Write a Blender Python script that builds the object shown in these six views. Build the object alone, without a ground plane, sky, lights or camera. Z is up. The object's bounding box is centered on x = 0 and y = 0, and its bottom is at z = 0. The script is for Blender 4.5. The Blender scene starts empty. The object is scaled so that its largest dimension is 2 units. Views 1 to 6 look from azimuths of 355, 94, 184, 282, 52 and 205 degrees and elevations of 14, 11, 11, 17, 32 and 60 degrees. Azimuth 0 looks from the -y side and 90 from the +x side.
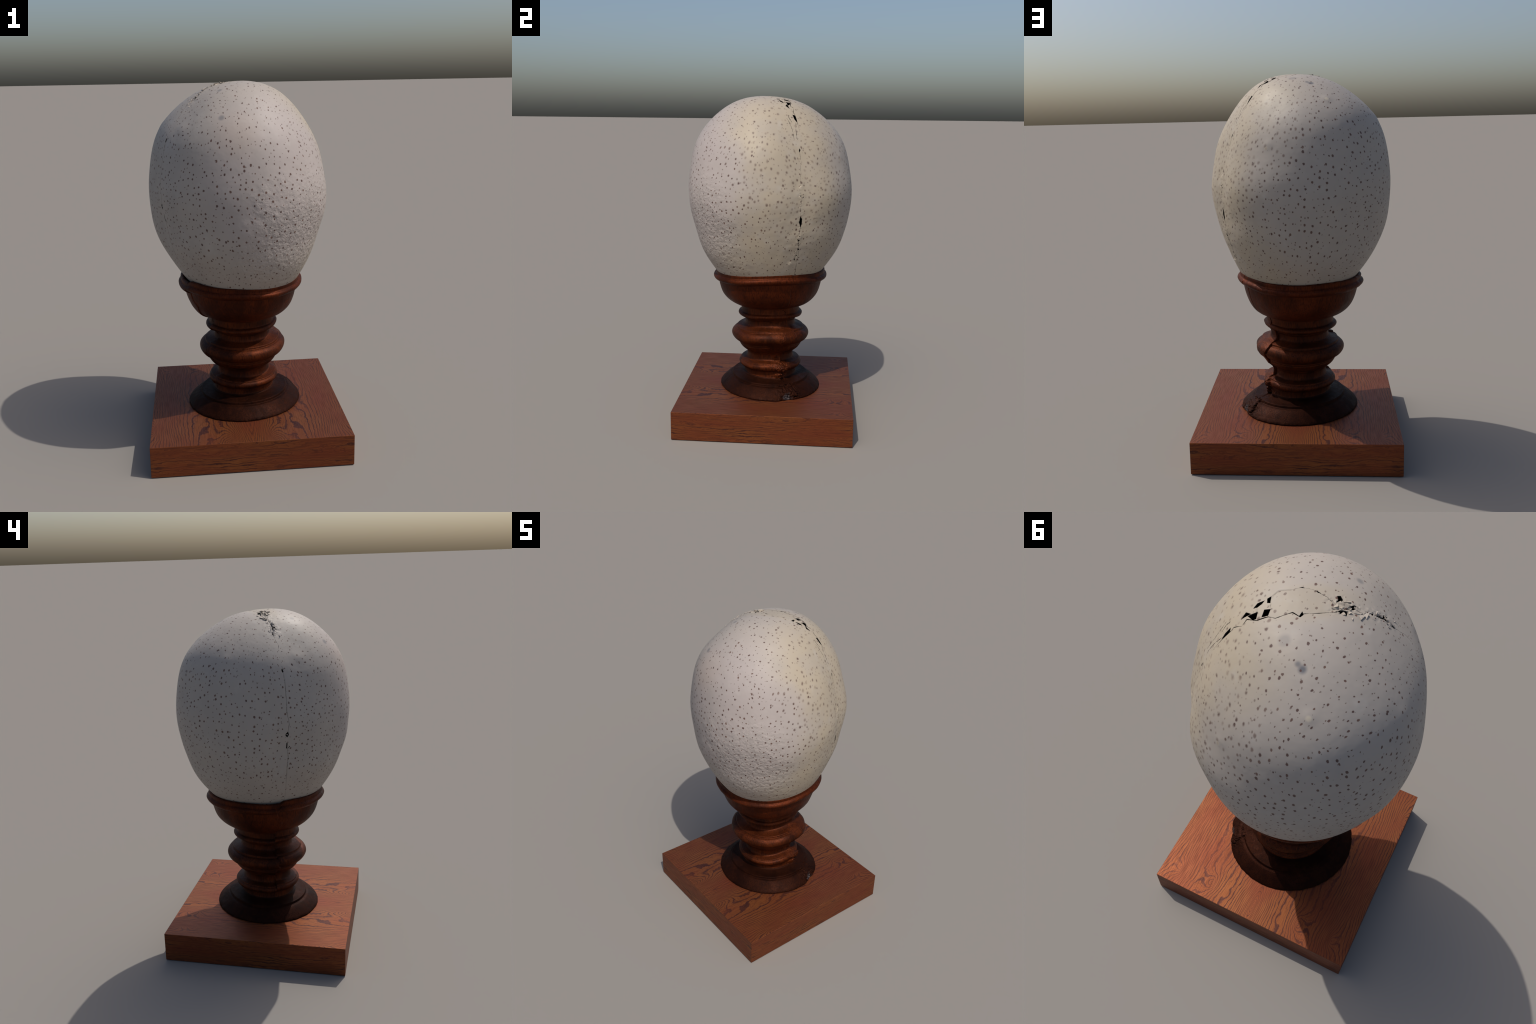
"""Speckled ostrich egg standing in a turned wooden egg cup on a square figured-wood plinth."""
import bpy, bmesh, math, random
import numpy as np
from mathutils import Vector, noise as mnoise

random.seed(7)
RNG = np.random.default_rng(7)

# ------------------------------------------------------------------ helpers
def link(ob, parent=None):
    bpy.context.scene.collection.objects.link(ob)
    if parent is not None:
        ob.parent = parent
    return ob

def empty(name, label, category):
    ob = bpy.data.objects.new(name, None)
    ob["label"] = label
    ob["category"] = category
    return link(ob)

def smooth(a, b, x):
    t = np.clip((x - a) / (b - a), 0, 1)
    return t * t * (3 - 2 * t)

def noise_np(P, scale, octaves=3, seed=0.0):
    """fractal Perlin noise sampled at an (n,3) array"""
    off = Vector((seed * 13.7, seed * 5.1, seed * 9.3))
    return np.array([mnoise.fractal(Vector(p) * scale + off, 0.7, 2.0, octaves) for p in P])

class Nodes:
    """thin wrapper to write node trees as expressions"""
    def __init__(self, name):
        self.mat = bpy.data.materials.new(name)
        self.mat.use_nodes = True
        self.t = self.mat.node_tree
        self.bsdf = self.t.nodes["Principled BSDF"]
        self.coord = self.t.nodes.new("ShaderNodeTexCoord").outputs["Object"]

    def put(self, sock, v):
        if isinstance(v, bpy.types.NodeSocket):
            self.t.links.new(v, sock)
        else:
            if isinstance(v, (tuple, list)) and len(v) == 3 and sock.type == 'RGBA':
                v = (*v, 1.0)
            sock.default_value = v

    def math(self, op, a, b=0.0, c=0.0, clamp=False):
        n = self.t.nodes.new("ShaderNodeMath"); n.operation = op; n.use_clamp = clamp
        for s, v in zip(n.inputs, (a, b, c)):
            self.put(s, v)
        return n.outputs[0]

    def vec(self, op, a, b=(0, 0, 0), out=0):
        n = self.t.nodes.new("ShaderNodeVectorMath"); n.operation = op
        self.put(n.inputs[0], a)
        if op == 'SCALE':
            self.put(n.inputs["Scale"], b)
        elif op not in ('NORMALIZE', 'LENGTH', 'ABSOLUTE'):
            self.put(n.inputs[1], b)
        return n.outputs["Value"] if op in ('LENGTH', 'DOT_PRODUCT', 'DISTANCE') else n.outputs[out]

    def xyz(self, v):
        n = self.t.nodes.new("ShaderNodeSeparateXYZ"); self.put(n.inputs[0], v)
        return n.outputs[0], n.outputs[1], n.outputs[2]

    def join(self, x, y, z):
        n = self.t.nodes.new("ShaderNodeCombineXYZ")
        for s, v in zip(n.inputs, (x, y, z)):
            self.put(s, v)
        return n.outputs[0]

    def mapping(self, v, scale=(1, 1, 1), loc=(0, 0, 0)):
        n = self.t.nodes.new("ShaderNodeMapping")
        self.put(n.inputs["Vector"], v)
        n.inputs["Scale"].default_value = scale
        n.inputs["Location"].default_value = loc
        return n.outputs[0]

    def noise(self, v, scale, detail=3, rough=0.55, dist=0.0, color=False):
        n = self.t.nodes.new("ShaderNodeTexNoise")
        self.put(n.inputs["Vector"], v)
        n.inputs["Scale"].default_value = scale
        n.inputs["Detail"].default_value = detail
        n.inputs["Roughness"].default_value = rough
        n.inputs["Distortion"].default_value = dist
        return n.outputs["Color" if color else "Fac"]

    def voronoi(self, v, scale, feature='F1', rnd=1.0):
        n = self.t.nodes.new("ShaderNodeTexVoronoi"); n.feature = feature
        self.put(n.inputs["Vector"], v)
        n.inputs["Scale"].default_value = scale
        n.inputs["Randomness"].default_value = rnd
        return n

    def ss(self, v, a, b, lo=0.0, hi=1.0):
        """smoothstep of v from a..b onto lo..hi; a and b may be sockets"""
        n = self.t.nodes.new("ShaderNodeMapRange"); n.interpolation_type = 'SMOOTHSTEP'
        for i, x in enumerate((v, a, b, lo, hi)):
            self.put(n.inputs[i], x)
        return n.outputs[0]

    def mix(self, f, a, b, mode='MIX'):
        n = self.t.nodes.new("ShaderNodeMix"); n.data_type = 'RGBA'; n.blend_type = mode
        self.put(n.inputs[0], f); self.put(n.inputs[6], a); self.put(n.inputs[7], b)
        return n.outputs[2]

    def ramp(self, f, stops):
        n = self.t.nodes.new("ShaderNodeValToRGB")
        self.put(n.inputs[0], f)
        e = n.color_ramp.elements
        while len(e) < len(stops):
            e.new(0.5)
        for el, (p, c) in zip(e, stops):
            el.position = p; el.color = (*c, 1)
        return n.outputs[0]

    def bump(self, h, strength=0.5, dist=0.01, normal=None):
        n = self.t.nodes.new("ShaderNodeBump")
        self.put(n.inputs["Strength"], strength)
        n.inputs["Distance"].default_value = dist
        self.put(n.inputs["Height"], h)
        if normal is not None:
            self.put(n.inputs["Normal"], normal)
        return n.outputs[0]

    def done(self, color, rough=0.6, normal=None, spec=0.5, **kw):
        self.put(self.bsdf.inputs["Base Color"], color)
        self.put(self.bsdf.inputs["Roughness"], rough)
        self.put(self.bsdf.inputs["Specular IOR Level"], spec)
        if normal is not None:
            self.put(self.bsdf.inputs["Normal"], normal)
        for k, v in kw.items():
            self.put(self.bsdf.inputs[k], v)
        return self.mat

# ------------------------------------------------------------------ egg form
EGG_Z = 1.42                         # centre of the egg
SEAM = math.radians(28.3)            # the crack runs over the top in this vertical plane
E1 = np.array([math.cos(SEAM), math.sin(SEAM), 0.0])
E2 = np.array([-math.sin(SEAM), math.cos(SEAM), 0.0])

# radius of the egg: Legendre terms along the axis ...
AXIAL = [0.5227, -0.0095, 0.0828, -0.0179, 0.0062, -0.002, -0.0034, 0.0051, -0.0019, 0.003, -0.0075, 0.0008]
# ... plus lobes round the axis: lobes -> (cosine terms, sine terms): it leans and is a little squashed
LOBES = {
    1: ([-0.027, -0.0096, 0.0157, 0.0041, 0.0202, 0.0035], [-0.0039, -0.0098, -0.0065, 0.0, -0.0059, 0.0009]),
    2: ([-0.0178, -0.0112, -0.0076, -0.0087, 0.0051], [-0.0281, -0.0172, 0.0001, -0.0064, 0.0056]),
    3: ([0.0017, 0.0149, 0.0023, 0.0035], [0.0032, 0.0087, 0.0136, -0.0034]),
}

LUMPS = [(106, -20, 27, 21, .014), (110, -52, 15, 17, .006), (58, 1, 18, 14, -.014), (60, 3, 9, 9, -.004), (36, -2, 17, 12, -.010),
         (60, -30, 15, 12, .009), (78, 45, 16, 14, .006), (88, 24, 21, 15, .013), (-43, 60, 22, 15, -.010), (-40, -6, 16, 10, -.010), (86, 2, 15, 10, -.009),
         (-85, 12, 18, 11, -.010), (-108, 5, 19, 10, -.016), (-122, -22, 18, 15, .016), (-86, -17, 15, 14, .006), (-115, 30, 15, 14, .010),
         (-115, 52, 16, 14, .007), (-124, -55, 16, 14, .010)]

def egg_radius(D):
    c = np.clip(D[:, 2], -1, 1); s = np.sqrt(1 - c * c); ph = np.arctan2(D[:, 1], D[:, 0])
    leg = np.polynomial.legendre.legval
    r = leg(c, AXIAL)
    for m, (ca, sa) in LOBES.items():
        r = r + s ** m * (leg(c, ca) * np.cos(m * ph) + leg(c, sa) * np.sin(m * ph))
    # swellings and hollows found on the egg: (seam degrees along, across, radius along, radius across, height)
    A, B = seam_coords(D)
    for a, b, ra, rb, h in LUMPS:
        r = r + h * np.exp(-((A - a) / ra) ** 2 - ((B - b) / rb) ** 2)
    # the narrow end is pinched along the seam and wide across it
    r = r + (.004 - .015 * np.cos(2 * (ph - math.radians(33)))) * s * smooth(-.44, -.74, c)
    return r

def seam_coords(D):
    """degrees along the seam (0 at the top, + towards the sunny side) and across it"""
    return (np.degrees(np.arctan2(D @ E1, D[:, 2])), np.degrees(np.arcsin(np.clip(D @ E2, -1, 1))))

def seam_dir(a, b):
    a, b = math.radians(a), math.radians(b)
    return (E1 * math.sin(a) + np.array([0, 0, 1.0]) * math.cos(a)) * math.cos(b) + E2 * math.sin(b)

# break-outs along the seam (corners in seam degrees)
HOLES = [
    [(17.9, .2), (16.3, -1.3), (13.8, -1.4), (14.9, -.3), (16.4, .4)],
    [(12.8, -1.9), (11.5, -2.4), (11.9, .2), (12.9, -.2)],
    [(14, 2.4), (11.9, 2.8), (12.9, 5), (15, 4.9)],
    [(20.2, 2.3), (16.4, 2.4), (17.1, 4.9), (18.3, 4.8)],
    [(23.1, 2.2), (20.8, .4), (18.9, 2.1), (20.6, 2.1)],
    [(28.6, 4), (28.2, 2.6), (31.2, 2.9), (33.4, 4), (31.5, 4.4)],
    [(2.2, -4.5), (1.2, -4.8), (.4, -4.2)], [(-3.3, -3.2), (-4.6, -2), (-3.6, -2.2)],
    [(2.8, 7), (1.7, 5.3), (1.4, 6.6), (2.3, 7.3)],
    [(-9.9, -1.3), (-11.1, -1.6), (-11.7, -.1), (-10.9, 1.1), (-9.5, 1.2), (-10.2, -.1)],
    [(-8.8, 5.2), (-10.8, 4.2), (-13, 4.2), (-12.6, 6), (-11.5, 5.6)],
    [(-14, 2), (-15.8, 1.2), (-16.9, 1.9), (-14.8, 3.4), (-13.6, 3.4)],
    [(-17.7, 4.4), (-19, 3.2), (-19.2, 4.1)], [(-11.5, 2), (-13.2, 1.6), (-13.4, 3.4), (-11.8, 3.8)], [(-20.5, 2.8), (-22.8, 2), (-22.4, 3.2)],
    [(-8.6, 2.6), (-9.8, 2.2), (-10.2, 3.6), (-9, 3.9)], [(-27, 2.2), (-29, 1.4), (-29.6, 2.6)],
    [(-24, 2.3), (-27.9, .1), (-29.5, .3), (-26.5, 2.5)],
    [(-30.4, 3.2), (-33.1, 2.3), (-32.8, 3.5)],
    [(103.2, .2), (105.4, 1.8), (108.5, 1.7), (112, .9), (107.7, -.6)],
    [(119.6, -1.2), (120.9, 1.3), (121.8, -.1)], [(117.3, -.5), (117.6, 1), (118.2, .7)],
    [(126.3, .5), (127.9, 2), (128.2, .8)], [(131.3, 0), (132, 1.1), (132.6, .3)],
    [(133.7, -.8), (134.6, 0), (135.7, -.1), (135.2, -.7)],
    [(88.3, 1.8), (88.1, 3), (89.6, 1.6)], [(86.9, -1), (87.7, .6), (88, -.7)],
    [(51.9, 2.3), (52.9, 3), (54.9, 2.1), (53.5, 1.7)],
    [(-54.6, 3.1), (-55.3, 2.5), (-56.3, 2.4), (-57.3, 3.0), (-56.0, 3.3)],
    [(-95.1, 3.3), (-93.8, 1.9), (-95.8, 1.3), (-97.6, 2.3), (-96.1, 3.5)],
    [(-101.3, 2.6), (-102, 1.9), (-106, 2), (-104.9, 2.7)], [(-103.7, .6), (-104.2, .2), (-106, 1.7)],
]
def widened(h, k):
    c = (sum(p[0] for p in h) / len(h), sum(p[1] for p in h) / len(h))
    return [(c[0] + (p[0] - c[0]) * k, c[1] + (p[1] - c[1]) * k) for p in h]
HOLES = [widened(h, 1.08 if -35 < h[0][0] < 35 else 1.05) for h in HOLES]     # crumbled a little further
# hairline cracks: (half width in degrees, points)
CRACKS = [
    (.075, [(-58, 2.8), (-62.7, 2.2), (-69, 2.3), (-75.4, 2.2), (-80.5, 2.4), (-88.8, 1.1), (-94.3, 2)]),
    (.075, [(-106, 1.8), (-112, 1), (-119, 1.4), (-128, .9)]),
    (.19, [(40.3, 4.6), (33.6, 4.4), (28, 4.2), (26.4, 3.5), (22.8, 5.2), (20.6, 3.5), (17, 5.6), (12.9, 5.5), (10.4, 6.7),
           (7.4, 6), (4.8, 5.4), (2.5, 7.3), (1.6, 6.2), (-1.5, 6.2), (-5.3, 5.8), (-8.8, 5.3)]),
    (.09, [(-2, -3.6), (-4.1, -2.2), (-6.6, -.5), (-8.7, 1.9)]),
    (.10, [(-10, 3), (-13, 1.5), (-16, 3), (-19.5, 3.6), (-24, 2.2), (-30.4, 2.6)]),
    (.2, [(33.6, .6), (30.6, -.6), (28.2, -.4)]),
    (.14, [(30.6, -2.3), (32.7, -1.5), (35.8, -.9), (39.4, -.4), (46, -.7)]),
    (.15, [(33, 3.6), (34.6, 3.2), (38.9, 2.1), (45, 1.6), (45.8, 2.2)]),
    (.14, [(54.9, 2.3), (59.1, 2.2)]),
    (.09, [(-33, 3.1), (-34, 2.9), (-36.8, 2.7), (-40.1, 1.9), (-42.9, 2.4)]),
    (.1, [(111.5, 1), (114, .3), (117.3, 0)]), (.10, [(84, -.8), (88.3, .8), (91, .5), (93.7, 1), (97, -.3), (103.8, .3)]),
    (.08, [(62, 2), (66, 1.4), (70, 1.5), (75, .4), (80, .2)]),
    (.1, [(121.8, -.1), (126.3, .8), (131.3, 0), (135.2, -.5)]),
    (.11, [(121, .4), (127, 1.2), (131, 1.9), (136, 1.6), (143, 2.2), (152, 2)]),
]
# shallow healed seam lines: (depth m, half width deg, points)
GROOVES = [
    (.0022, .3, [(-54, 2.8), (-62.7, 2.2), (-69, 2.3), (-75.4, 2.2), (-80.5, 2.4), (-88.8, 1.1), (-94.3, 2)]),
    (.0024, .3, [(-106, 2), (-112, 1), (-119, 1.4), (-132, .8), (-143, -.2), (-152, -.2)]),
    (.0018, .3, [(11.8, -1.7), (10.3, -3.1), (8.7, -4.3), (4.9, -3.9)]),
]
FRAGMENT = [(11.5, -1.7), (10.3, -3.1), (8.7, -4.3), (4.9, -3.9), (1.4, -4.5), (-2, -3.6), (-4.1, -2.2), (-6.6, -.5),
            (-8.7, 1.9), (-8.8, 5.3), (-5.3, 5.8), (-1.5, 6.2), (1.6, 6.2), (2.5, 7.3), (4.8, 5.4), (7.4, 6), (10.4, 6.7),
            (12.9, 5.2), (11.9, 2.6)]

def in_poly(A, B, poly):
    inside = np.zeros(len(A), bool)
    n = len(poly)
    for i in range(n):
        (x1, y1), (x2, y2) = poly[i], poly[(i + 1) % n]
        if y1 == y2:
            continue
        c = ((y1 > B) != (y2 > B)) & (A < (x2 - x1) * (B - y1) / (y2 - y1) + x1)
        inside ^= c
    return inside

def line_dist(A, B, pts):
    """distance in degrees to a polyline, and 0..1 position along it"""
    best = np.full(len(A), 1e9); tt = np.zeros(len(A)); n = len(pts) - 1
    for i in range(n):
        (x1, y1), (x2, y2) = pts[i], pts[i + 1]
        dx, dy = x2 - x1, y2 - y1
        t = np.clip(((A - x1) * dx + (B - y1) * dy) / (dx * dx + dy * dy), 0, 1)
        d = np.hypot(A - x1 - t * dx, B - y1 - t * dy)
        m = d < best
        best[m] = d[m]; tt[m] = (i + t[m]) / n
    return best, tt

def egg_positions(D):
    """unit directions -> surface points with dents, puckers and seam grooves"""
    r = egg_radius(D)
    A, B = seam_coords(D)
    # soft dents and swellings beside the lower sunny seam
    w = smooth(60, 85, A) * (1 - smooth(138, 152, A)) * (1 - smooth(10, 34, np.abs(B)))
    near = np.where(w > 0.01)[0]
    if len(near):
        r[near] += w[near] * 0.0016 * noise_np(D[near], 8.0, 2, 1.0)
    w2 = np.exp(-(B / 2.6) ** 2) * smooth(76, 84, A) * (1 - smooth(134, 140, A))
    near = np.where(w2 > 0.02)[0]
    if len(near):
        r[near] += w2[near] * 0.0014 * noise_np(D[near], 26.0, 2, 2.0)
    # crumpled rim round the break-outs on top
    w3 = np.exp(-((B - 2) / 4) ** 2) * (smooth(-36, -28, A) * (1 - smooth(-8, -4, A)))
    near = np.where(w3 > 0.02)[0]
    if len(near):
        r[near] += w3[near] * 0.0025 * noise_np(D[near], 40.0, 2, 3.0)
    # a few separate bumps and pits: (a, b, radius deg, height)
    for a, b, rad, h in ((-48, -8, 4, .004), (.9, 40, 2.2, .004), (52, 40, 3, .003), (-42, 32, 3, .003),
                         (81, .3, 1.6, .0025), (118, .7, 2.0, .003), (138, -3, 1.4, .003), (2.5, 25, 2, -.002),
                         (112, 9, 4, -.002), (100, 13, 3.5, .002)):
        ang = np.degrees(np.arccos(np.clip(D @ seam_dir(a, b), -1, 1)))
        r += h * np.exp(-(ang / rad) ** 2)
    for depth, hw, pts in GROOVES:
        d, _ = line_dist(A, B, pts)
        r -= depth * np.exp(-(d / hw) ** 2)
    return D * r[:, None]

def build_egg(root):
    bm = bmesh.new()
    bmesh.ops.create_icosphere(bm, subdivisions=7, radius=1.0)
    def dirs():
        P = np.array([v.co[:] for v in bm.verts]); return P / np.linalg.norm(P, axis=1)[:, None]
    def near_feature(A, B, pad):
        m = np.zeros(len(A), bool)
        for h in HOLES:
            h = np.array(h); lo = h.min(0) - pad; hi = h.max(0) + pad
            m |= (A > lo[0]) & (A < hi[0]) & (B > lo[1]) & (B < hi[1])
        for hw, pts in CRACKS:
            m |= line_dist(A, B, pts)[0] < hw + pad
        for dp, hw, pts in GROOVES:
            m |= line_dist(A, B, pts)[0] < hw + pad
        return m
    for pad in (1.6, .8, .45):
        D = dirs(); A, B = seam_coords(D)
        m = near_feature(A, B, pad)
        bm.verts.ensure_lookup_table(); bm.edges.ensure_lookup_table()
        edges = [e for e in bm.edges if m[e.verts[0].index] or m[e.verts[1].index]]
        bmesh.ops.subdivide_edges(bm, edges=edges, cuts=1, use_grid_fill=True)
        bm.verts.index_update()
        bmesh.ops.triangulate(bm, faces=[f for f in bm.faces if len(f.verts) > 3])
        bm.verts.index_update()
    D = dirs(); bm.faces.ensure_lookup_table()
    tri = np.array([[v.index for v in f.verts] for f in bm.faces])
    bm.free()
    C = D[tri].mean(1); C /= np.linalg.norm(C, axis=1)[:, None]
    A, B = seam_coords(C)
    gone = np.zeros(len(tri), bool)
    for h in HOLES:
        gone |= in_poly(A, B, h)
    for hw, pts in CRACKS:
        d, t = line_dist(A, B, pts)
        wob = 0.65 + 0.5 * np.sin(t * 37 + hw * 90) * np.sin(t * 17)
        gone |= d < hw * wob * np.clip(6 * np.minimum(t, 1 - t) + .35, 0, 1)
    frag = in_poly(A, B, FRAGMENT) & ~gone
    P = egg_positions(D)
    fv = np.unique(tri[frag])
    PF = P.copy(); PF[fv] *= 0.9998                      # the loose fragment sits a little lower

    def make(name, T, PP, mats):
        used = np.unique(T); remap = -np.ones(len(PP), int); remap[used] = np.arange(len(used))
        me = bpy.data.meshes.new(name)
        me.from_pydata(PP[used].tolist(), [], remap[T].tolist())
        me.update()
        me.polygons.foreach_set("use_smooth", np.ones(len(T), bool))
        for m in mats:
            me.materials.append(m)
        ob = link(bpy.data.objects.new(name, me), root)
        ob.location = (0, 0, EGG_Z)
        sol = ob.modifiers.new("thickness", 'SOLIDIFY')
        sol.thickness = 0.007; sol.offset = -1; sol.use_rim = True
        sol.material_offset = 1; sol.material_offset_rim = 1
        return ob
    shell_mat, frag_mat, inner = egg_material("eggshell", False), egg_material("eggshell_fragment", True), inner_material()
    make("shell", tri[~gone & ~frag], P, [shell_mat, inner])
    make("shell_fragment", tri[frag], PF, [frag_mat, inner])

    # splinters of shell lying in and over the break-outs
    def shard(a, b, size, tilt, lift, mat):
        d = Vector(seam_dir(a, b)); r = float(egg_radius(np.array([d[:]]))[0])
        n = d.copy()
        u = n.orthogonal().normalized(); w = n.cross(u)
        rot = random.uniform(0, 6.28)
        k = random.choice((3, 3, 4))
        ring = []
        for i in range(k):
            an = rot + 6.283 * i / k + random.uniform(-.45, .45)
            q = size * random.uniform(.55, 1.25)
            ring.append((q * math.cos(an), q * math.sin(an) * random.uniform(.5, 1)))
        ax, ay = random.uniform(-tilt, tilt), random.uniform(-tilt, tilt)
        top = [n * (r + lift + x * ax + y * ay) + u * x + w * y for x, y in ring]
        bot = [p - n * 0.004 for p in top]
        me = bpy.data.meshes.new("shell_shard")
        vs = [p[:] for p in top + bot]
        fs = [tuple(range(k)), tuple(range(2 * k - 1, k - 1, -1))] + [(i, i + k, (i + 1) % k + k, (i + 1) % k) for i in range(k)]
        me.from_pydata(vs, [], fs); me.materials.append(mat); me.update()
        ob = link(bpy.data.objects.new("shell_shard", me), root)
        ob.location = (0, 0, EGG_Z)
    for i in range(34):
        shard(random.uniform(-16, -8), random.gauss(2.6, 1.9), random.uniform(.008, .018), .6, random.uniform(-.007, .003), shell_mat)
    for i in range(14):
        shard(random.uniform(-24.5, -16), random.gauss(2.6, .9), random.uniform(.010, .020), .4, random.uniform(-.004, .003), shell_mat)
    for i in range(24):
        shard(random.uniform(-33, -24), random.gauss(1.8, 1.2), random.uniform(.007, .015), .65, random.uniform(-.006, .003), shell_mat)
    for a, b, s in ((16.3, 1.6, .012), (12.2, 1.6, .009), (88.2, 1.4, .009), (118.6, .2, .009), (120.8, -.4, .007), (-95.8, 2.6, .006),
                    (81.5, .2, .011), (137.6, -2.8, .008)):
        shard(a, b, s, .25, .0005, shell_mat)

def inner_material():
    m = Nodes("egg_inside")  # shell inside and broken rims coloured near-black: the hollow's darkness painted in
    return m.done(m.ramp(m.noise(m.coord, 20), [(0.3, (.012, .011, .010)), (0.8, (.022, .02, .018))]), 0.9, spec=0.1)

def egg_material(name, loose):
    m = Nodes(name)
    P = m.coord
    D = m.vec('NORMALIZE', P)
    x, y, z = m.xyz(D)
    along = m.vec('DOT_PRODUCT', D, tuple(E1))
    across = m.vec('DOT_PRODUCT', D, tuple(E2))
    wob = m.math('MULTIPLY', m.math('SUBTRACT', m.noise(P, 4.0, 3), 0.5), 0.5)
    # buff stain on the sunny face beside the seam
    a_abs = m.math('ADD', m.math('ABSOLUTE', m.math('ADD', across, 0.05)), wob)
    tan = m.math('MULTIPLY', m.ss(a_abs, .78, .38), m.ss(m.math('ADD', along, m.math('MULTIPLY', wob, .5)), -.05, .45))
    strip = m.math('MULTIPLY', m.ss(m.math('ABSOLUTE', m.math('ADD', m.math('SUBTRACT', across, .03), m.math('MULTIPLY', wob, .4))), .17, .05), m.ss(along, -.55, -.05))
    tan = m.math('MAXIMUM', tan, m.math('MULTIPLY', strip, .8))
    pink = m.math('MULTIPLY', m.ss(m.vec('DOT_PRODUCT', D, (.42, -.88, .2)), .45, .9), m.math('SUBTRACT', 1.0, tan))
    base = m.mix(tan, (.352, .310, .270), (.362, .306, .230))
    base = m.mix(m.math('MULTIPLY', pink, .8), base, (.358, .312, .298))
    mott = m.noise(P, 7.0, 4, .6)
    base = m.mix(m.ss(mott, .35, .75, 0, .4), base, (.302, .272, .245))
    base = m.mix(m.math('MULTIPLY', m.ss(m.noise(m.vec('ADD', P, (3, 1, 5)), 11.0, 3), .55, .8), .35), base, (.41, .38, .345))
    # rusty haze high on the front
    haze = m.ss(m.vec('DISTANCE', D, (-.08, -.80, .60)), .32, .05)
    base = m.mix(m.math('MULTIPLY', haze, .35), base, (.36, .285, .23))
    # dirt smudges
    for c, rad, k in (((-.19, -.33, .92), .035, .55), ((-.2, -.66, .72), .04, .6), (tuple(seam_dir(2.5, 25)), .042, .95), (tuple(seam_dir(4.0, 23.2)), .03, .7),
                      (tuple(seam_dir(8, 15)), .05, .35)):
        dd = m.math('ADD', m.vec('DISTANCE', D, c), m.math('MULTIPLY', wob, .06))
        base = m.mix(m.math('MULTIPLY', m.ss(dd, rad, rad * .3), k), base, (.115, .115, .125))
    # chalky flakes
    for c, rad in ((seam_dir(.9, 40.3), .03), (seam_dir(81.2, .3), .03), (seam_dir(87.5, -.4), .025), (seam_dir(118.8, .7), .022),
                   (seam_dir(137.7, -3), .022), (seam_dir(55, 40), .03)):
        dd = m.math('ADD', m.vec('DISTANCE', D, tuple(c)), m.math('MULTIPLY', wob, .1))
        base = m.mix(m.math('MULTIPLY', m.ss(dd, rad, rad * .4), .75), base, (.50, .43, .33))

    # speckles: evenly strewn over the six sides of the egg, soft-edged on the sunny seam, finer towards both ends
    ax, ay, az = m.math('ABSOLUTE', x), m.math('ABSOLUTE', y), m.math('ABSOLUTE', z)
    on_x = m.math('GREATER_THAN', ax, m.math('MAXIMUM', ay, az))
    on_y = m.math('MULTIPLY', m.math('SUBTRACT', 1.0, on_x), m.math('GREATER_THAN', ay, az))
    on_z = m.math('SUBTRACT', m.math('SUBTRACT', 1.0, on_x), on_y)
    def face(p, q, k, neg):
        """arc coordinates on one side of the egg, every side with a pattern of its own"""
        return m.join(m.math('ADD', m.math('ARCTANGENT', m.math('DIVIDE', p, k)), m.math('MULTIPLY', m.math('SIGN', k), 3.0 + neg)),
                      m.math('ARCTANGENT', m.math('DIVIDE', q, k)), 0.0)
    U = m.vec('ADD', m.vec('ADD', m.vec('SCALE', face(y, z, x, 0), on_x), m.vec('SCALE', face(x, z, y, 20), on_y)),
              m.vec('SCALE', face(x, y, z, 40), on_z))
    warp = m.vec('SCALE', m.vec('SUBTRACT', m.noise(P, 95.0, 2, .5, color=True), (.5, .5, .5)), .012)
    U = m.vec('ADD', U, warp)
    U = m.mapping(U, (1.0, .86, 1.0))
    ends = m.ss(az, .45, .80)
    softc = seam_dir(62, 0)
    soft = m.math('MULTIPLY', m.ss(m.math('ADD', m.vec('DOT_PRODUCT', D, tuple(softc)), wob), .45, .82), m.ss(m.noise(m.vec('ADD', P, (9, 9, 9)), 14.0, 2), .25, .5))
    def spots(cell, off, rmin, rmax, thr, pw):
        """cell and radii in metres on the shell (one radian is about half a metre)"""
        v = m.voronoi(m.mapping(U, (1, 1, 1), off), .47 / cell, rnd=.92)
        v.voronoi_dimensions = '2D'
        d = m.math('MULTIPLY', v.outputs["Distance"], cell)
        cr, cg, cb = m.xyz(v.outputs["Color"])
        rad = m.math('ADD', m.math('MULTIPLY', m.math('POWER', cr, pw), rmax - rmin), rmin)
        rad = m.math('MULTIPLY', rad, m.math('SUBTRACT', 1.0, m.math('MULTIPLY', ends, .22)))
        rad_s = m.math('MULTIPLY', rad, m.math('ADD', 1.0, m.math('MULTIPLY', soft, 1.15)))
        inner = m.math('MULTIPLY', rad_s, m.math('SUBTRACT', .62, m.math('MULTIPLY', soft, .62)))
        k = m.ss(d, rad_s, inner)
        k = m.math('MULTIPLY', k, m.math('GREATER_THAN', cg, thr))
        k = m.math('MULTIPLY', k, m.math('SUBTRACT', 1.0, m.math('MULTIPLY', m.math('MULTIPLY', soft, .7), cb)))
        return k, cb
    k1, c1 = spots(.0325, (0, 0, 0), .0030, .0068, .08, 1.3)
    k2, c2 = spots(.025, (4.3, 7.1, 0), .0014, .0042, m.math('SUBTRACT', .62, m.math('MULTIPLY', ends, .45)), 1.3)
    ink = m.mix(c1, (.068, .033, .028), (.110, .055, .039))
    col = m.mix(m.math('MULTIPLY', k2, .66), base, (.105, .066, .052))
    col = m.mix(m.math('MULTIPLY', k1, .93), col, ink)
    if loose:
        col = m.mix(.25, col, (.29, .25, .20))
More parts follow.
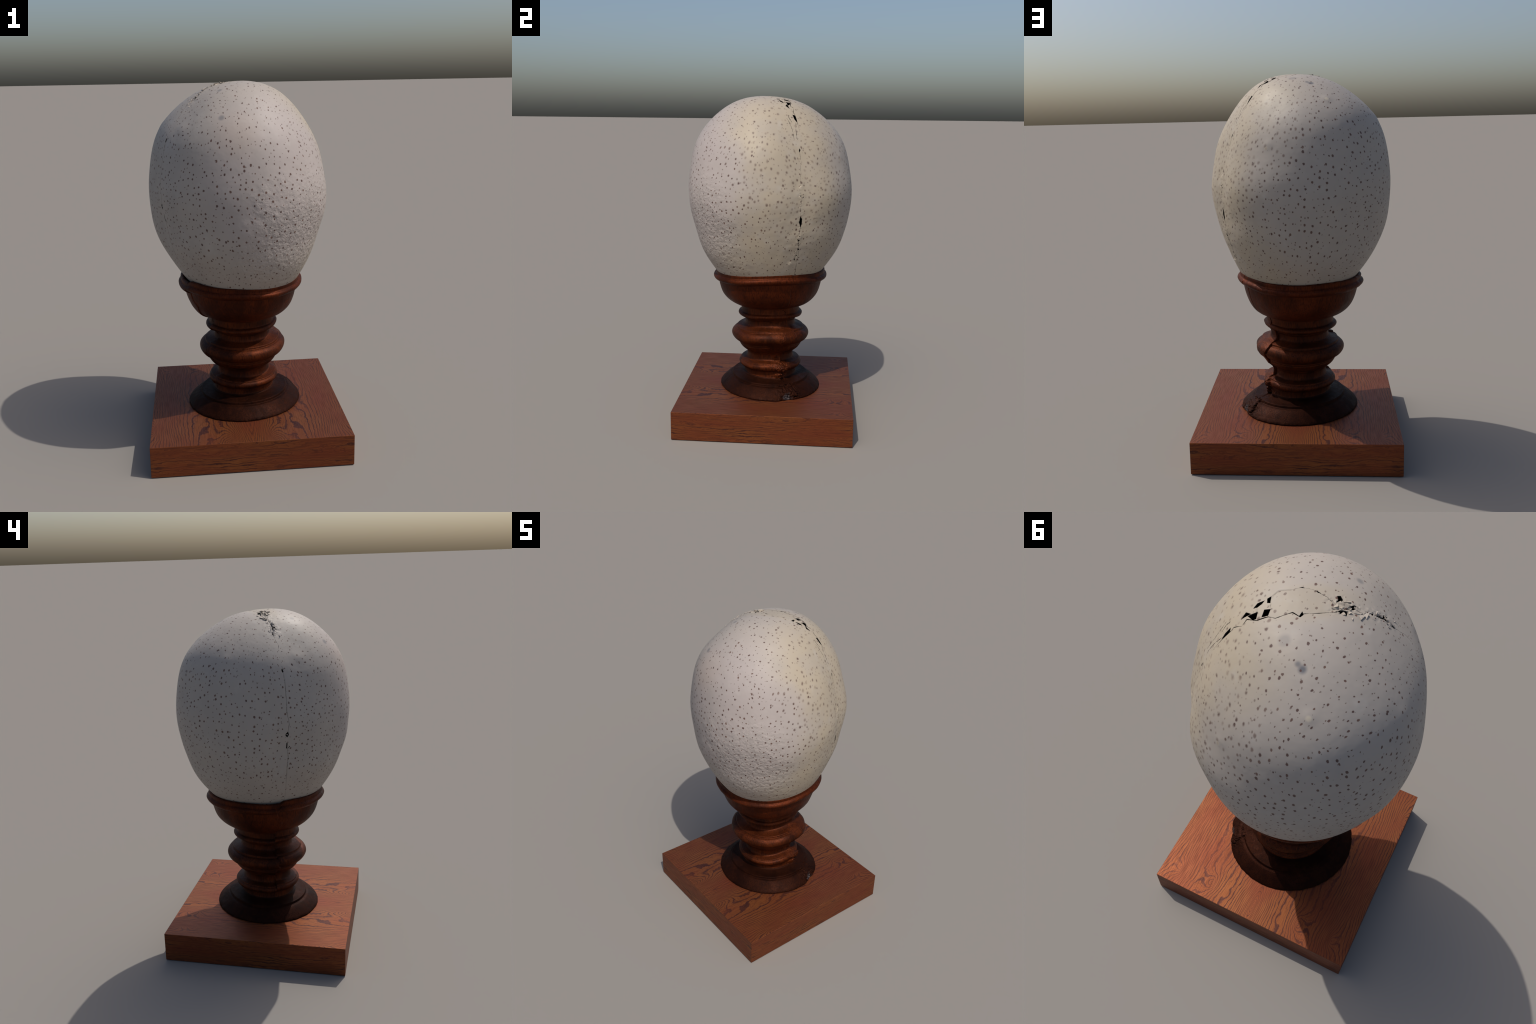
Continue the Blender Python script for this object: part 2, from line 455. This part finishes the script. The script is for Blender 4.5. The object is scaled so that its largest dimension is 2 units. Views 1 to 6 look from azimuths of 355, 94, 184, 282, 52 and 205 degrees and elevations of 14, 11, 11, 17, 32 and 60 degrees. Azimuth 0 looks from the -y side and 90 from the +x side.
    # pores: pitted belly low on the front, near smooth elsewhere
    belly = m.ss(m.math('ADD', m.vec('DOT_PRODUCT', D, (.50, -.77, -.39)), wob), .74, .97)
    pores = m.voronoi(m.vec('ADD', P, m.vec('SCALE', m.noise(P, 60.0, 2, .5, color=True), .012)), 40.0, 'SMOOTH_F1').outputs["Distance"]
    h = m.math('MULTIPLY', m.math('ADD', m.math('MULTIPLY', pores, .6), m.noise(P, 62.0, 3, .6)), m.math('ADD', m.math('MULTIPLY', belly, 1.15), .06))
    h = m.math('ADD', h, m.math('MULTIPLY', m.noise(P, 16.0, 2), .35))
    return m.done(col, m.ss(mott, .2, .8, .5, .62), m.bump(h, .75, .007), spec=.3)

# ------------------------------------------------------------------ turned pedestal
# outline of the turning, bottom to top: (radius, height)
PROFILE = [
    (.300, .1725), (.318, .1728), (.3235, .178), (.319, .187), (.308, .198), (.294, .211), (.278, .224), (.265, .233), (.259, .2355), (.2535, .2365),
    (.2490, .2385), (.2475, .2445), (.2450, .2512), (.238, .2520), (.215, .2535), (.192, .257), (.176, .2605), (.170, .266), (.1675, .274),
    (.1665, .288), (.1675, .299), (.171, .302), (.180, .305), (.191, .311), (.1975, .320), (.1995, .329), (.1965, .338), (.190, .344),
    (.1880, .3450), (.1860, .3510), (.178, .3535), (.165, .357), (.154, .3605), (.149, .366), (.1465, .375), (.146, .388), (.1475, .399),
    (.1505, .404), (.152, .4075), (.1530, .411), (.161, .415), (.173, .4235), (.185, .434), (.194, .446), (.1985, .455), (.1975, .459),
    (.2015, .461), (.206, .4665), (.2055, .470), (.209, .473), (.218, .479), (.230, .487), (.239, .497), (.245, .509), (.2463, .520),
    (.243, .5325), (.234, .544), (.2235, .5510), (.2165, .5525), (.2140, .5550), (.2125, .5640), (.205, .5665), (.190, .5700), (.174, .575),
    (.163, .581), (.159, .589), (.1575, .601), (.1585, .612), (.162, .6175), (.165, .6205), (.167, .626), (.175, .631), (.189, .636),
    (.199, .642), (.2035, .649), (.2025, .656), (.196, .663), (.189, .667), (.1855, .672), (.1845, .685), (.1845, .698), (.1865, .706),
    (.1885, .7085), (.193, .7105), (.204, .7135), (.222, .7195), (.243, .730), (.263, .7455), (.280, .7645), (.294, .787), (.305, .814),
    (.313, .842), (.3175, .863), (.319, .872), (.3225, .8755), (.333, .8795), (.344, .8865), (.3505, .8955), (.351, .904), (.346, .912),
    (.340, .9165), (.3375, .921), (.338, .928), (.338, .935), (.335, .9395), (.329, .942), (.322, .9415), (.316, .937), (.308, .925), (.292, .900), (.270, .870),
]
# where the turning is divided into its mouldings: (name, top height of the part)
MEMBERS = [("foot", .266), ("collar", .3615), ("waist", .4145), ("knop", .580), ("neck", .6215), ("collar", .7085), ("cup", 9.0)]

def catmull(pts, step):
    p = np.array(pts, float); out = []
    for i in range(len(p) - 1):
        a = p[max(i - 1, 0)]; b = p[i]; c = p[i + 1]; d = p[min(i + 2, len(p) - 1)]
        n = max(2, int(np.linalg.norm(c - b) / step + .5))
        for t in np.arange(n) / n:
            out.append(.5 * (2 * b + (c - a) * t + (2 * a - 5 * b + 4 * c - d) * t * t + (3 * b - a - 3 * c + d) * t ** 3))
    out.append(p[-1])
    return np.array(out)

def build_pedestal(root):
    prof = catmull(PROFILE, .0017)
    n = len(prof)
    # the same outline with its mouldings blurred away, used along the damaged seam
    k = np.exp(-(np.arange(-34, 35) / 14.0) ** 2); k /= k.sum()
    pad = np.concatenate([np.repeat(prof[:1], 34, 0), prof, np.repeat(prof[-1:], 34, 0)])
    soft = np.stack([np.convolve(pad[:, j], k, 'valid') for j in (0, 1)], 1)
    phi = np.unique(np.round(np.concatenate([np.arange(0, 360, 1.0), np.arange(12, 50, .3), np.arange(198, 216, .3)]), 3))
    m = len(phi)
    F, Zi = np.meshgrid(phi, np.arange(n), indexing='ij')      # (m, n)
    R = prof[Zi, 0].copy(); Z = prof[Zi, 1].copy()
    Rs, Zs = soft[Zi, 0], soft[Zi, 1]
    z0 = prof[:, 1]
    zn = np.array([[mnoise.fractal(Vector((z * 9, 3.1, 0)), .7, 2, 4), mnoise.fractal(Vector((z * 40, 8.1, 0)), .7, 2, 4),
                    mnoise.fractal(Vector((z * 12, 1.7, 5)), .7, 2, 4)] for z in z0])
    # ragged crack on the sunny side: its bearing at each height
    seam_a = np.interp(z0, (.172, .20, .22, .245, .262, .285, .33, .357, .40, .447, .507, .555, .58, .62, .657, .70, .85),
                       (28, 36, 34, 33, 25, 23, 36, 27, 30, 34, 43, 46, 46, 42, 38, 30, 28))
    teeth = np.array([mnoise.fractal(Vector((z * 130, 2.2, 9)), .5, 2, 4) for z in z0])
    seam_a = seam_a + np.where(z0 < .36, 3.0, .5) * teeth + .8 * zn[:, 1]
    seam_b = 207 + 5 * zn[:, 2] + 1.5 * zn[:, 1]       # and on the far side
    Fs = ((F + 180) % 360) - 180                        # -180..180
    da = Fs - seam_a[None, :]
    db = F - seam_b[None, :]
    body = smooth(.25, .36, z0)[None, :]
    stem = (smooth(.33, .38, z0) * (1 - smooth(.60, .66, z0)))[None, :]
    # mouldings wander upwards towards the seam, then drop back across it
    before = smooth(-42, -2, Fs) * (1 - smooth(-1.0, .8, da))
    after = smooth(-1.0, .8, da) * (1 - smooth(8, 36, da))
    cupw = smooth(.70, .80, z0)[None, :]
    rise = np.interp(z0, (.27, .31, .36, .42, .56, .64, .70, .76, .87, .95), (0, .005, .010, .011, .011, .012, .004, .008, .017, .017))[None, :]
    lift = rise * (before + after * (.75 + .15 * cupw))
    # blurred detail between the clean turning and the crack
    blur = smooth(-4, 10, Fs) * (1 - smooth(-.8, .8, da)) * (stem + .6 * smooth(.30, .32, z0)[None, :] * (1 - smooth(.34, .36, z0))[None, :] + .55 * ((z0 > .60) & (z0 < .70))[None, :])
    blur = np.clip(blur, 0, .85)
    R = R * (1 - blur) + Rs * blur
    Z = Z * (1 - blur) + Zs * blur + lift
    proud = smooth(-2, 16, Fs) * (1 - smooth(-.8, .8, da))
    proud = smooth(8, 30, Fs) * (1 - smooth(-.35, .35, da))
    R += proud * (.011 * stem + .002 * cupw + .013 * (1 - body) * smooth(.185, .2, z0)[None, :] + .018 * np.exp(-((z0 - .33) / .02) ** 2)[None, :] + .026 * np.exp(-((z0 - .285) / .020) ** 2)[None, :])
    # crevices
    depth_a = (.0055 * stem + .005 * (1 - stem)) * np.clip(.7 + 1.0 * zn[:, 1], .25, 1)[None, :] * (1 - .75 * cupw)
    R -= depth_a * np.exp(-((da - .7) / .8) ** 2)
    depth_b = .0045 * np.clip(.45 + 1.5 * zn[:, 0], 0, 1)[None, :] * (1 - smooth(.86, .9, z0))[None, :] * smooth(.25, .28, z0)[None, :]
    R -= depth_b * np.exp(-(db / .7) ** 2)
    # slight step of the mouldings on the far seam
    Z += body * .005 * (smooth(-.8, .8, db) * (1 - smooth(4, 40, db)) - smooth(-40, -4, db) * (1 - smooth(-.8, .8, db)))
    # leaning axis
    up = (Z - .2) / .7
    CX = -.004 - .012 * up; CY = .0105 - .0045 * up
    # the turning is slightly oval: narrower along the seam
    R -= np.cos(2 * np.radians(F - 33)) * (.011 * cupw - .001 * (1 - cupw) * body - .009 * (1 - body) * smooth(.34, .30, z0)[None, :])
    rad = np.radians(F)
    # hand-turned unevenness, pits and splintered edges
    cosn, sinn = np.cos(rad), np.sin(rad)
    pts = np.stack([R * cosn, R * sinn, Z], -1).reshape(-1, 3)
    low = noise_np(pts * np.array([1, 1, .35]), 7.0, 2, 4.0).reshape(m, n)
    R += .0016 * low
    hurt = np.exp(-((Fs - 28) / 14) ** 2) * (.22 + .78 * (1 - smooth(.35, .38, z0)))[None, :] * (1 - cupw * .8)
    idx = np.where(hurt.reshape(-1) > .05)[0]
    fine = np.zeros(m * n); fine[idx] = noise_np(pts[idx], 55.0, 3, 6.0)
    fine = fine.reshape(m, n)
    R += hurt * fine * .0075
    # ragged torn edge round the foot and a chunk missing from it
    rim = np.exp(-((z0 - .178) / .007) ** 2)[None, :]
    tooth = np.array([mnoise.fractal(Vector((math.cos(a) * 14, math.sin(a) * 14, 2)), .6, 2, 4) for a in rad[:, 0]])[:, None]
    R += rim * tooth * .0026
    # the lip of the cup is not quite level
    Z += smooth(.86, .90, z0)[None, :] * (.0022 * np.sin(np.radians(F) * 3 + 1) + .0016 * np.sin(np.radians(F) * 7) + .0012 * tooth)
    bite = np.exp(-((Fs - 25) / 6.5) ** 2)[:, :] * (1 - smooth(.192, .215, z0))[None, :]
    R -= bite * (.010 + .010 * np.abs(fine))
    pit = np.exp(-((Fs - 27) / 3.5) ** 2) * np.exp(-((z0 - .247) / .006) ** 2)[None, :]
    R -= pit * .014
    pit = np.exp(-((Fs - 17) / 5) ** 2) * np.exp(-((z0 - .372) / .008) ** 2)[None, :]
    R -= pit * .007
    X = CX + R * cosn; Y = CY + R * sinn
    P = np.stack([X, Y, Z], -1)
    # vertex normals of the whole turning, shared by its members
    dphi = np.roll(P, -1, 0) - np.roll(P, 1, 0)
    dz = np.gradient(P, axis=1)
    N = np.cross(dphi, dz); N /= np.linalg.norm(N, axis=-1, keepdims=True) + 1e-12
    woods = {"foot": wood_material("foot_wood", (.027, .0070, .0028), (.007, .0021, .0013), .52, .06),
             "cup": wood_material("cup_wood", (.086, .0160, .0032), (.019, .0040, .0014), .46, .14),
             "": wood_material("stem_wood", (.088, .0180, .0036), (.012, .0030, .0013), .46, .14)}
    j0 = 0
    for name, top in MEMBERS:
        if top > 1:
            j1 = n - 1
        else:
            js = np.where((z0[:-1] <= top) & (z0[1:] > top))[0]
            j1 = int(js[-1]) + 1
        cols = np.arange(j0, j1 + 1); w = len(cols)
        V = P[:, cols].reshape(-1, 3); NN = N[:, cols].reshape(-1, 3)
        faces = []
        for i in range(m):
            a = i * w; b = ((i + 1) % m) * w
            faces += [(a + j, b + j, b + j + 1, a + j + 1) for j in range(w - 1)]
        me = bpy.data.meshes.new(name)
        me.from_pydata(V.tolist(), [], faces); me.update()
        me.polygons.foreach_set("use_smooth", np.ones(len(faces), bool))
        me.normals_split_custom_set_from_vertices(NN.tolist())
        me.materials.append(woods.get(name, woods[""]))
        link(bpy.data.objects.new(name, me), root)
        j0 = j1

def wood_material(name, light, dark, rough, spec):
    m = Nodes(name)
    x, y, z = m.xyz(m.coord)
    ang = m.math('ARCTAN2', y, x)
    # wood of one vertical log: short upright flecks cut by the turning
    fl = m.noise(m.mapping(m.coord, (1, 1, .14)), 190.0, 3, .6)
    big = m.noise(m.mapping(m.coord, (1, 1, .55)), 9.0, 4, .6)
    ringy = m.noise(m.mapping(m.coord, (1, 1, .3)), 34.0, 3, .6, 1.0)
    c = m.mix(m.ss(fl, .22, .62), dark, light)
    c = m.mix(m.ss(big, .36, .68, 0, .72), c, dark)
    c = m.mix(m.math('MULTIPLY', m.ss(ringy, .52, .75), .45), c, (light[0] * 1.5, light[1] * 1.6, light[2] * 1.5))
    c = m.mix(m.math('MULTIPLY', m.ss(m.noise(m.coord, 240.0, 2, .7), .60, .72), .3), c, tuple(k * .45 for k in dark))
    # grey chalky scar at the broken place on the foot
    d = m.math('ADD', m.vec('DISTANCE', m.coord, (.288, .142, .186)), m.math('MULTIPLY', m.math('SUBTRACT', m.noise(m.coord, 45.0, 3), .5), .05))
    c = m.mix(m.math('MULTIPLY', m.ss(d, .034, .018), .85), c, m.ramp(m.noise(m.coord, 60.0, 3), [(.4, (.012, .010, .010)), (.62, (.085, .07, .072))]))
    h = m.math('ADD', fl, m.math('MULTIPLY', m.noise(m.coord, 160.0, 3, .7), .6))
    return m.done(c, m.ss(ringy, .3, .7, rough, rough + .14), m.bump(h, .3, .003), spec=spec, Metallic=.5)

# ------------------------------------------------------------------ plinth
PLINTH = (-.538, .537, -.532, .533, 0.0, .1728)

def plinth_material(name, kind):
    m = Nodes(name)
    x, y, z = m.xyz(m.coord)
    red, brown, vein = (.182, .045, .0175), (.212, .070, .0215), (.037, .0128, .0140)
    if kind == 'top':
        ax = m.math('ABSOLUTE', x)                      # book-matched about the middle
        wl = m.math('SUBTRACT', m.noise(m.join(ax, m.math('MULTIPLY', y, .34), .3), 3.8, 2, .5), .5)
        ws = m.math('SUBTRACT', m.noise(m.join(ax, m.math('MULTIPLY', y, .8), 1.3), 24.0, 3, .6), .5)
        f = m.math('ADD', m.math('MULTIPLY', ax, 1.15), m.math('MULTIPLY', wl, .36))
        # cathedral arches and eyes: (|x|, y, sx, sy, height)
        for x0, y0, sx, sy, h in ((.12, -.54, .10, .20, .34), (.53, -.34, .08, .28, .26), (.25, .44, .05, .07, .15), (.44, .44, .05, .07, .16),
                                  (.0, .46, .06, .20, -.24), (.55, .14, .09, .26, .26), (.13, .10, .08, .32, .12)):
            gx2 = m.math('MULTIPLY', m.math('DIVIDE', m.math('SUBTRACT', ax, x0), sx), m.math('DIVIDE', m.math('SUBTRACT', ax, x0), sx))
            gy = m.math('MULTIPLY', m.math('DIVIDE', m.math('SUBTRACT', y, y0), sy), m.math('DIVIDE', m.math('SUBTRACT', y, y0), sy))
            g = m.math('EXPONENT', m.math('MULTIPLY', m.math('SQRT', m.math('ADD', gx2, gy)), -1.5))
            f = m.math('ADD', f, m.math('MULTIPLY', g, h))
        f = m.math('ADD', f, m.math('MULTIPLY', ws, .030))
        grain = m.noise(m.join(m.math('MULTIPLY', ax, 1.0), m.math('MULTIPLY', y, .06), .5), 170.0, 3, .6)
        freq = 72.0
        patch = m.noise(m.join(ax, m.math('MULTIPLY', y, .5), 7.0), 4.0, 2)
    else:
        u = x if kind == 'y' else y
        wl = m.math('SUBTRACT', m.noise(m.join(m.math('MULTIPLY', u, .20), z, .3 if kind == 'y' else 4.0), 11.0, 3, .55), .5)
        ws = m.math('SUBTRACT', m.noise(m.join(m.math('MULTIPLY', u, .45), z, 1.3), 45.0, 3, .6), .5)
        f = m.math('ADD', m.math('ADD', m.math('MULTIPLY', z, 1.7), m.math('MULTIPLY', wl, .24)), m.math('MULTIPLY', ws, .035))
        grain = m.noise(m.join(m.math('MULTIPLY', u, .07), z, .5), 190.0, 3, .6)
        freq = 56.0
        patch = m.noise(m.join(m.math('MULTIPLY', u, .4), m.math('MULTIPLY', z, 2.0), 7.0), 5.0, 2)
    s = m.math('SINE', m.math('MULTIPLY', f, freq * 6.283 / 2))
    s2 = m.math('SINE', m.math('MULTIPLY', f, freq * 2.7 * 6.283 / 2))
    line = m.ss(m.math('ADD', s, m.math('MULTIPLY', m.math('SUBTRACT', grain, .5), .8)), .45, .98)
    line2 = m.ss(s2, .55, 1.0)
    strong = m.ss(patch, .34, .64, .40, .82) if kind == 'top' else m.ss(patch, .40, .62, .15, .85)
    c = m.mix(m.ss(patch, .3, .7), red, brown)
    c = m.mix(m.ss(grain, .35, .7, 0, .5), c, tuple(k * .62 for k in red))
    c = m.mix(m.math('MULTIPLY', line2, .32), c, vein)
    c = m.mix(m.math('MULTIPLY', line, strong), c, vein)
    h = m.math('ADD', grain, m.math('MULTIPLY', line, -.3))
    return m.done(c, m.ss(grain, .2, .8, .42, .56), m.bump(h, .10, .002), spec=.25, Metallic=.55)

def build_plinth(root):
    x0, x1, y0, y1, z0, z1 = PLINTH
    bm = bmesh.new()
    bmesh.ops.create_cube(bm, size=1.0)
    for v in bm.verts:
        v.co = (x0 if v.co.x < 0 else x1, y0 if v.co.y < 0 else y1, z0 if v.co.z < 0 else z1)
    bottom = [e for e in bm.edges if all(v.co.z < .01 for v in e.verts)]
    others = [e for e in bm.edges if e not in bottom]
    bmesh.ops.bevel(bm, geom=others, offset=.0018, segments=2, affect='EDGES', profile=.5)
    bottom = [e for e in bm.edges if all(v.co.z < .0005 for v in e.verts) and len(e.link_faces) == 2 and
              any(abs(f.normal.z) < .5 for f in e.link_faces)]
    bmesh.ops.bevel(bm, geom=bottom, offset=.004, segments=2, affect='EDGES', profile=.5)
    bm.normal_update()
    for f in bm.faces:
        n = f.normal
        f.material_index = 0 if abs(n.z) > .6 else (1 if abs(n.x) > abs(n.y) else 2)
        f.smooth = False
    me = bpy.data.meshes.new("plinth"); bm.to_mesh(me); bm.free()
    for mat in (plinth_material("plinth_top_wood", 'top'), plinth_material("plinth_side_wood", 'x'), plinth_material("plinth_edge_wood", 'y')):
        me.materials.append(mat)
    link(bpy.data.objects.new("plinth", me), root)

# ------------------------------------------------------------------ assemble
stand = empty("wooden_stand", "dark turned wooden egg cup on a square figured wood plinth", "egg stand")
egg = empty("ostrich_egg", "large speckled pale egg with a jagged crack over the top", "ostrich egg")
build_plinth(stand)
build_pedestal(stand)
build_egg(egg)
